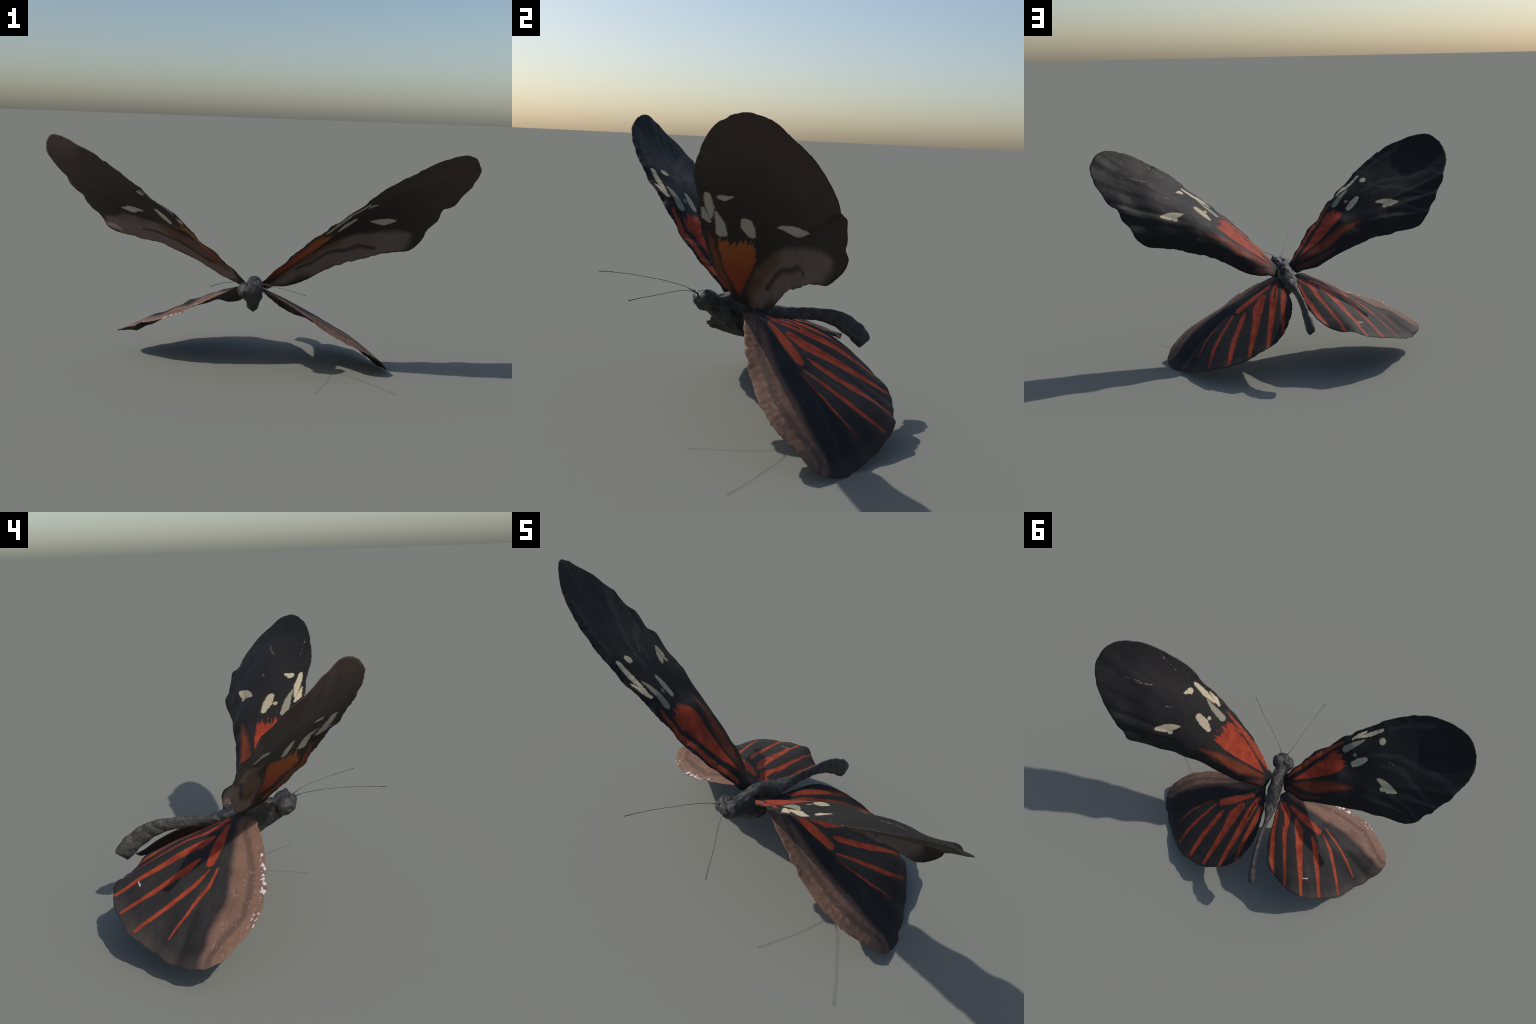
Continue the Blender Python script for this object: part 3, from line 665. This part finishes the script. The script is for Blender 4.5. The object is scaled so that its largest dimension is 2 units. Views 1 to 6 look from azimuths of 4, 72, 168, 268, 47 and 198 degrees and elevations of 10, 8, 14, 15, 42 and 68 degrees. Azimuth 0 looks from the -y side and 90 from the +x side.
# ---------------------------------------------------------------- body
def body_material(name, light=1.0, patches=0.0):
    m, n, bsdf = material(name)
    o = n.add("ShaderNodeTexCoord").outputs["Object"]
    a = n.noise(o, 38, 4, 0.6)
    b = n.noise(o, 150, 3, 0.6)
    col = n.mix(n.ramp(a, 0.3, 0.7), tuple(0.022 * light * k for k in (1, 0.98, 1)), tuple(0.048 * light * k for k in (1, 0.91, 0.85)))
    col = n.mix(n.math("MULTIPLY", n.ramp(b, 0.60, 0.74), 0.5), col, (0.105, 0.092, 0.094))
    if patches:
        spots = n.ramp(n.noise(n.vec("MULTIPLY", o, (1, 1.7, 1)), 62, 2), 0.69, 0.73)
        col = n.mix(n.math("MULTIPLY", spots, patches), col, (0.40, 0.29, 0.20))
    finish(n, bsdf, col, 0.5, n.math("ADD", a, b), 0.6, 0.004, 0.35)
    return m


def ring_loft(bm, rings):
    loops = [[bm.verts.new(p) for p in r] for r in rings]
    for r0, r1 in zip(loops[:-1], loops[1:]):
        k = len(r0)
        for i in range(k):
            bm.faces.new((r0[i], r0[(i + 1) % k], r1[(i + 1) % k], r1[i]))
    bm.faces.new(loops[0][::-1])
    bm.faces.new(loops[-1])


def trunk_rings(sections, around=40):
    """sections: y, centre x, top z, bottom z, half width, taper of the underside."""
    dense = spline(sections, 6)
    rings = []
    for y, cx, top, low, hw, taper in dense:
        ring = []
        cz, hh = (top + low) / 2, (top - low) / 2
        for i in range(around):
            a = math.tau * i / around
            s, c = math.sin(a), math.cos(a)
            k = 1 - taper * (0.5 - 0.5 * s)
            ring.append((cx + hw * k * math.copysign(abs(c) ** 0.85, c), y, cz + hh * math.copysign(abs(s) ** 0.9, s)))
        rings.append(ring)
    return rings


def tail_rings(spine, around=32):
    """spine: x, y, z, half width, half height across the tube."""
    dense = spline(spine, 6)
    rings = []
    for i, (x, y, z, hw, hh) in enumerate(dense):
        a, b = dense[max(i - 1, 0)], dense[min(i + 1, len(dense) - 1)]
        t = Vector((b[:3] - a[:3]).tolist()).normalized()
        side = t.cross(Vector((0, 0, 1))).normalized()
        up = side.cross(t)
        c = Vector((x, y, z))
        rings.append([c + side * hw * math.cos(math.tau * k / around) + up * hh * math.sin(math.tau * k / around) for k in range(around)])
    return rings


def blob(bm, centre, radii, turn=0.0):
    g = bmesh.ops.create_icosphere(bm, subdivisions=4, radius=1.0)
    m = Matrix.Translation(centre) @ Matrix.Rotation(turn, 4, "Y") @ Matrix.Diagonal((*radii, 1))
    bmesh.ops.transform(bm, matrix=m, verts=g["verts"])


def build_body(parent):
    bm = bmesh.new()
    ring_loft(bm, trunk_rings(TRUNK))
    ring_loft(bm, tail_rings(TAIL))
    for c, r, t in LUMPS:
        blob(bm, c, r, t)
    me = bpy.data.meshes.new("trunk_draft")
    bm.to_mesh(me)
    bm.free()
    draft = bpy.data.objects.new("trunk_draft", me)
    bpy.context.collection.objects.link(draft)
    rm = draft.modifiers.new("fuse", "REMESH")
    rm.mode, rm.voxel_size = "VOXEL", 0.0032
    sm = draft.modifiers.new("soften", "SMOOTH")
    sm.factor, sm.iterations = 0.5, 5
    dg = bpy.context.evaluated_depsgraph_get()
    fused = bpy.data.meshes.new_from_object(draft.evaluated_get(dg))
    bpy.data.objects.remove(draft)
    # crumpled, hairy skin
    k = len(fused.vertices)
    co = np.empty(k * 3)
    no = np.empty(k * 3)
    fused.vertices.foreach_get("co", co)
    fused.vertex_normals.foreach_get("vector", no)
    co, no = co.reshape(-1, 3), no.reshape(-1, 3)
    for i in range(k):
        p = Vector(co[i])
        s = 1.0 if co[i, 1] < 0.14 else 0.55
        fold = abs(noise.noise(Vector((p.x * 26, p.y * 20, p.z * 26)) + Vector((3, 1, 8)))) - 0.25
        ring = 0.0
        if co[i, 1] > 0.16:
            ring = 0.0006 * math.sin(co[i, 1] * 150 + 9 * co[i, 2])
        co[i] += no[i] * (s * (0.0115 * fold + 0.0014 * noise.noise(p * 70)) + ring)
    fused.vertices.foreach_set("co", co.ravel())
    fused.update()
    polys = [list(p.vertices) for p in fused.polygons]
    centre_y = [sum(co[j, 1] for j in p) / len(p) for p in polys]
    normals = np.empty(k * 3)
    fused.vertex_normals.foreach_get("vector", normals)
    normals = normals.reshape(-1, 3)
    parts = {"head": (-9, -0.112), "thorax": (-0.112, 0.105), "abdomen": (0.105, 9)}
    mats = {"head": body_material("head_cuticle", 0.95, 0.8), "thorax": body_material("thorax_hair", 0.95, 0.5), "abdomen": body_material("abdomen_cuticle", 1.15, 0.35)}
    for part, (y0, y1) in parts.items():
        mine = [p for p, y in zip(polys, centre_y) if y0 <= y < y1]
        ids = sorted({j for p in mine for j in p})
        at = {j: i for i, j in enumerate(ids)}
        pm = bpy.data.meshes.new(part)
        pm.from_pydata([tuple(co[j]) for j in ids], [], [[at[j] for j in p] for p in mine])
        pm.polygons.foreach_set("use_smooth", [True] * len(mine))
        pm.materials.append(mats[part])
        pm.update()
        pm.normals_split_custom_set_from_vertices([tuple(normals[j]) for j in ids])
        ob = bpy.data.objects.new(part, pm)
        bpy.context.collection.objects.link(ob)
        ob.parent = parent
    bpy.data.meshes.remove(fused)


def build_antenna(path, parent, mat, seed):
    dense = spline(path, 8)
    rings = []
    k = len(dense)
    for i, p in enumerate(dense):
        t = Vector((dense[min(i + 1, k - 1)] - dense[max(i - 1, 0)]).tolist()).normalized()
        side = t.cross(Vector((0, 0, 1))).normalized()
        up = side.cross(t)
        f = i / (k - 1)
        r = 0.0011 + 0.0026 * max(0, 1 - f / 0.10) + 0.0007 * max(0, (f - 0.85) / 0.15) + 0.0004 * noise.noise(Vector((i * 0.9, seed, 0)))
        c = Vector(p.tolist()) + side * 0.0012 * noise.noise(Vector((i * 0.35, seed, 4))) + up * 0.0012 * noise.noise(Vector((i * 0.35, seed, 9)))
        rings.append([c + (side * math.cos(math.tau * j / 8) + up * math.sin(math.tau * j / 8)) * r for j in range(8)])
    bm = bmesh.new()
    ring_loft(bm, rings)
    me = bpy.data.meshes.new("antenna")
    bm.to_mesh(me)
    bm.free()
    me.polygons.foreach_set("use_smooth", [True] * len(me.polygons))
    me.materials.append(mat)
    ob = bpy.data.objects.new("antenna", me)
    bpy.context.collection.objects.link(ob)
    ob.parent = parent
    return ob


TRUNK = [  # y, centre x, top z, bottom z, half width, narrowing below
    (-0.203, -0.010, 0.458, 0.440, 0.012, 0.0),
    (-0.196, -0.010, 0.469, 0.430, 0.030, 0.1),
    (-0.178, -0.013, 0.477, 0.412, 0.045, 0.15),
    (-0.155, -0.017, 0.478, 0.402, 0.052, 0.2),
    (-0.130, -0.020, 0.466, 0.381, 0.046, 0.2),
    (-0.108, -0.020, 0.466, 0.364, 0.038, 0.15),
    (-0.080, -0.017, 0.470, 0.347, 0.038, 0.15),
    (-0.045, -0.016, 0.480, 0.318, 0.041, 0.22),
    (-0.010, -0.016, 0.483, 0.302, 0.042, 0.30),
    (0.025, -0.017, 0.474, 0.306, 0.043, 0.38),
    (0.060, -0.018, 0.452, 0.340, 0.044, 0.32),
    (0.095, -0.021, 0.430, 0.368, 0.040, 0.2),
    (0.125, -0.023, 0.414, 0.376, 0.030, 0.1),
    (0.150, -0.023, 0.406, 0.376, 0.020, 0.0),
]
TAIL = [  # x, y, z, half width, half height
    (-0.023, 0.090, 0.398, 0.030, 0.022),
    (-0.023, 0.130, 0.396, 0.029, 0.021),
    (-0.022, 0.165, 0.387, 0.021, 0.022),
    (-0.021, 0.200, 0.384, 0.013, 0.024),
    (-0.020, 0.245, 0.383, 0.011, 0.025),
    (-0.018, 0.290, 0.379, 0.012, 0.026),
    (-0.016, 0.340, 0.371, 0.013, 0.029),
    (-0.016, 0.385, 0.358, 0.013, 0.034),
    (-0.017, 0.425, 0.338, 0.013, 0.037),
    (-0.019, 0.458, 0.313, 0.015, 0.037),
    (-0.023, 0.488, 0.286, 0.020, 0.038),
    (-0.026, 0.506, 0.266, 0.020, 0.037),
    (-0.028, 0.516, 0.253, 0.013, 0.031),
]
LUMPS = [  # centre, radii, roll
    ((-0.044, -0.150, 0.438), (0.036, 0.040, 0.040), 0.3),    # compound eyes
    ((0.007, -0.148, 0.451), (0.036, 0.040, 0.038), 0.3),
    ((0.022, -0.158, 0.478), (0.010, 0.014, 0.014), 0.0),    # rolled-up crown edge
    ((0.014, -0.070, 0.395), (0.019, 0.028, 0.022), 0.0),    # coxae
    ((-0.040, -0.080, 0.400), (0.018, 0.030, 0.030), 0.0),
]
ANTENNA_PATHS = [
    [(0.0004, -0.1884, 0.473), (0.0276, -0.2247, 0.4879), (0.0576, -0.2612, 0.4947), (0.0884, -0.2976, 0.4968), (0.1204, -0.3329, 0.4971), (0.153, -0.3677, 0.4987), (0.1839, -0.4041, 0.4994), (0.2143, -0.4409, 0.4998), (0.2457, -0.4768, 0.4995),],
    [(-0.0309, -0.1874, 0.4713), (-0.049, -0.2273, 0.4893), (-0.0653, -0.2702, 0.5008), (-0.0799, -0.3142, 0.5107), (-0.0944, -0.3588, 0.5172), (-0.1114, -0.4026, 0.523), (-0.1277, -0.4469, 0.5271), (-0.1431, -0.4916, 0.53), (-0.1584, -0.5364, 0.5311),],
]


def main():
    root = bpy.data.objects.new("butterfly", None)
    bpy.context.collection.objects.link(root)
    root["label"] = "black butterfly with red stripes and cream wing spots"
    root["category"] = "butterfly"
    build_body(root)
    feeler, n, bsdf = material("antenna_cuticle")
    o = n.add("ShaderNodeTexCoord").outputs["Object"]
    finish(n, bsdf, n.mix(n.ramp(n.noise(o, 60, 2), 0.35, 0.7), (0.050, 0.042, 0.048), (0.15, 0.12, 0.135)), 0.5, n.noise(o, 300), 0.2, 0.001)
    for i, path in enumerate(ANTENNA_PATHS):
        build_antenna(path, root, feeler, i * 3.1)
    for w in FOREWINGS:
        w["relief"] = forewing_relief(w)
        build_wing(w, "forewing", forewing_upper(w), forewing_lower(w)).parent = root
    for w in HINDWINGS:
        w["relief"] = hindwing_relief(w)
        build_wing(w, "hindwing", hindwing_upper(w), hindwing_lower(w)).parent = root


main()
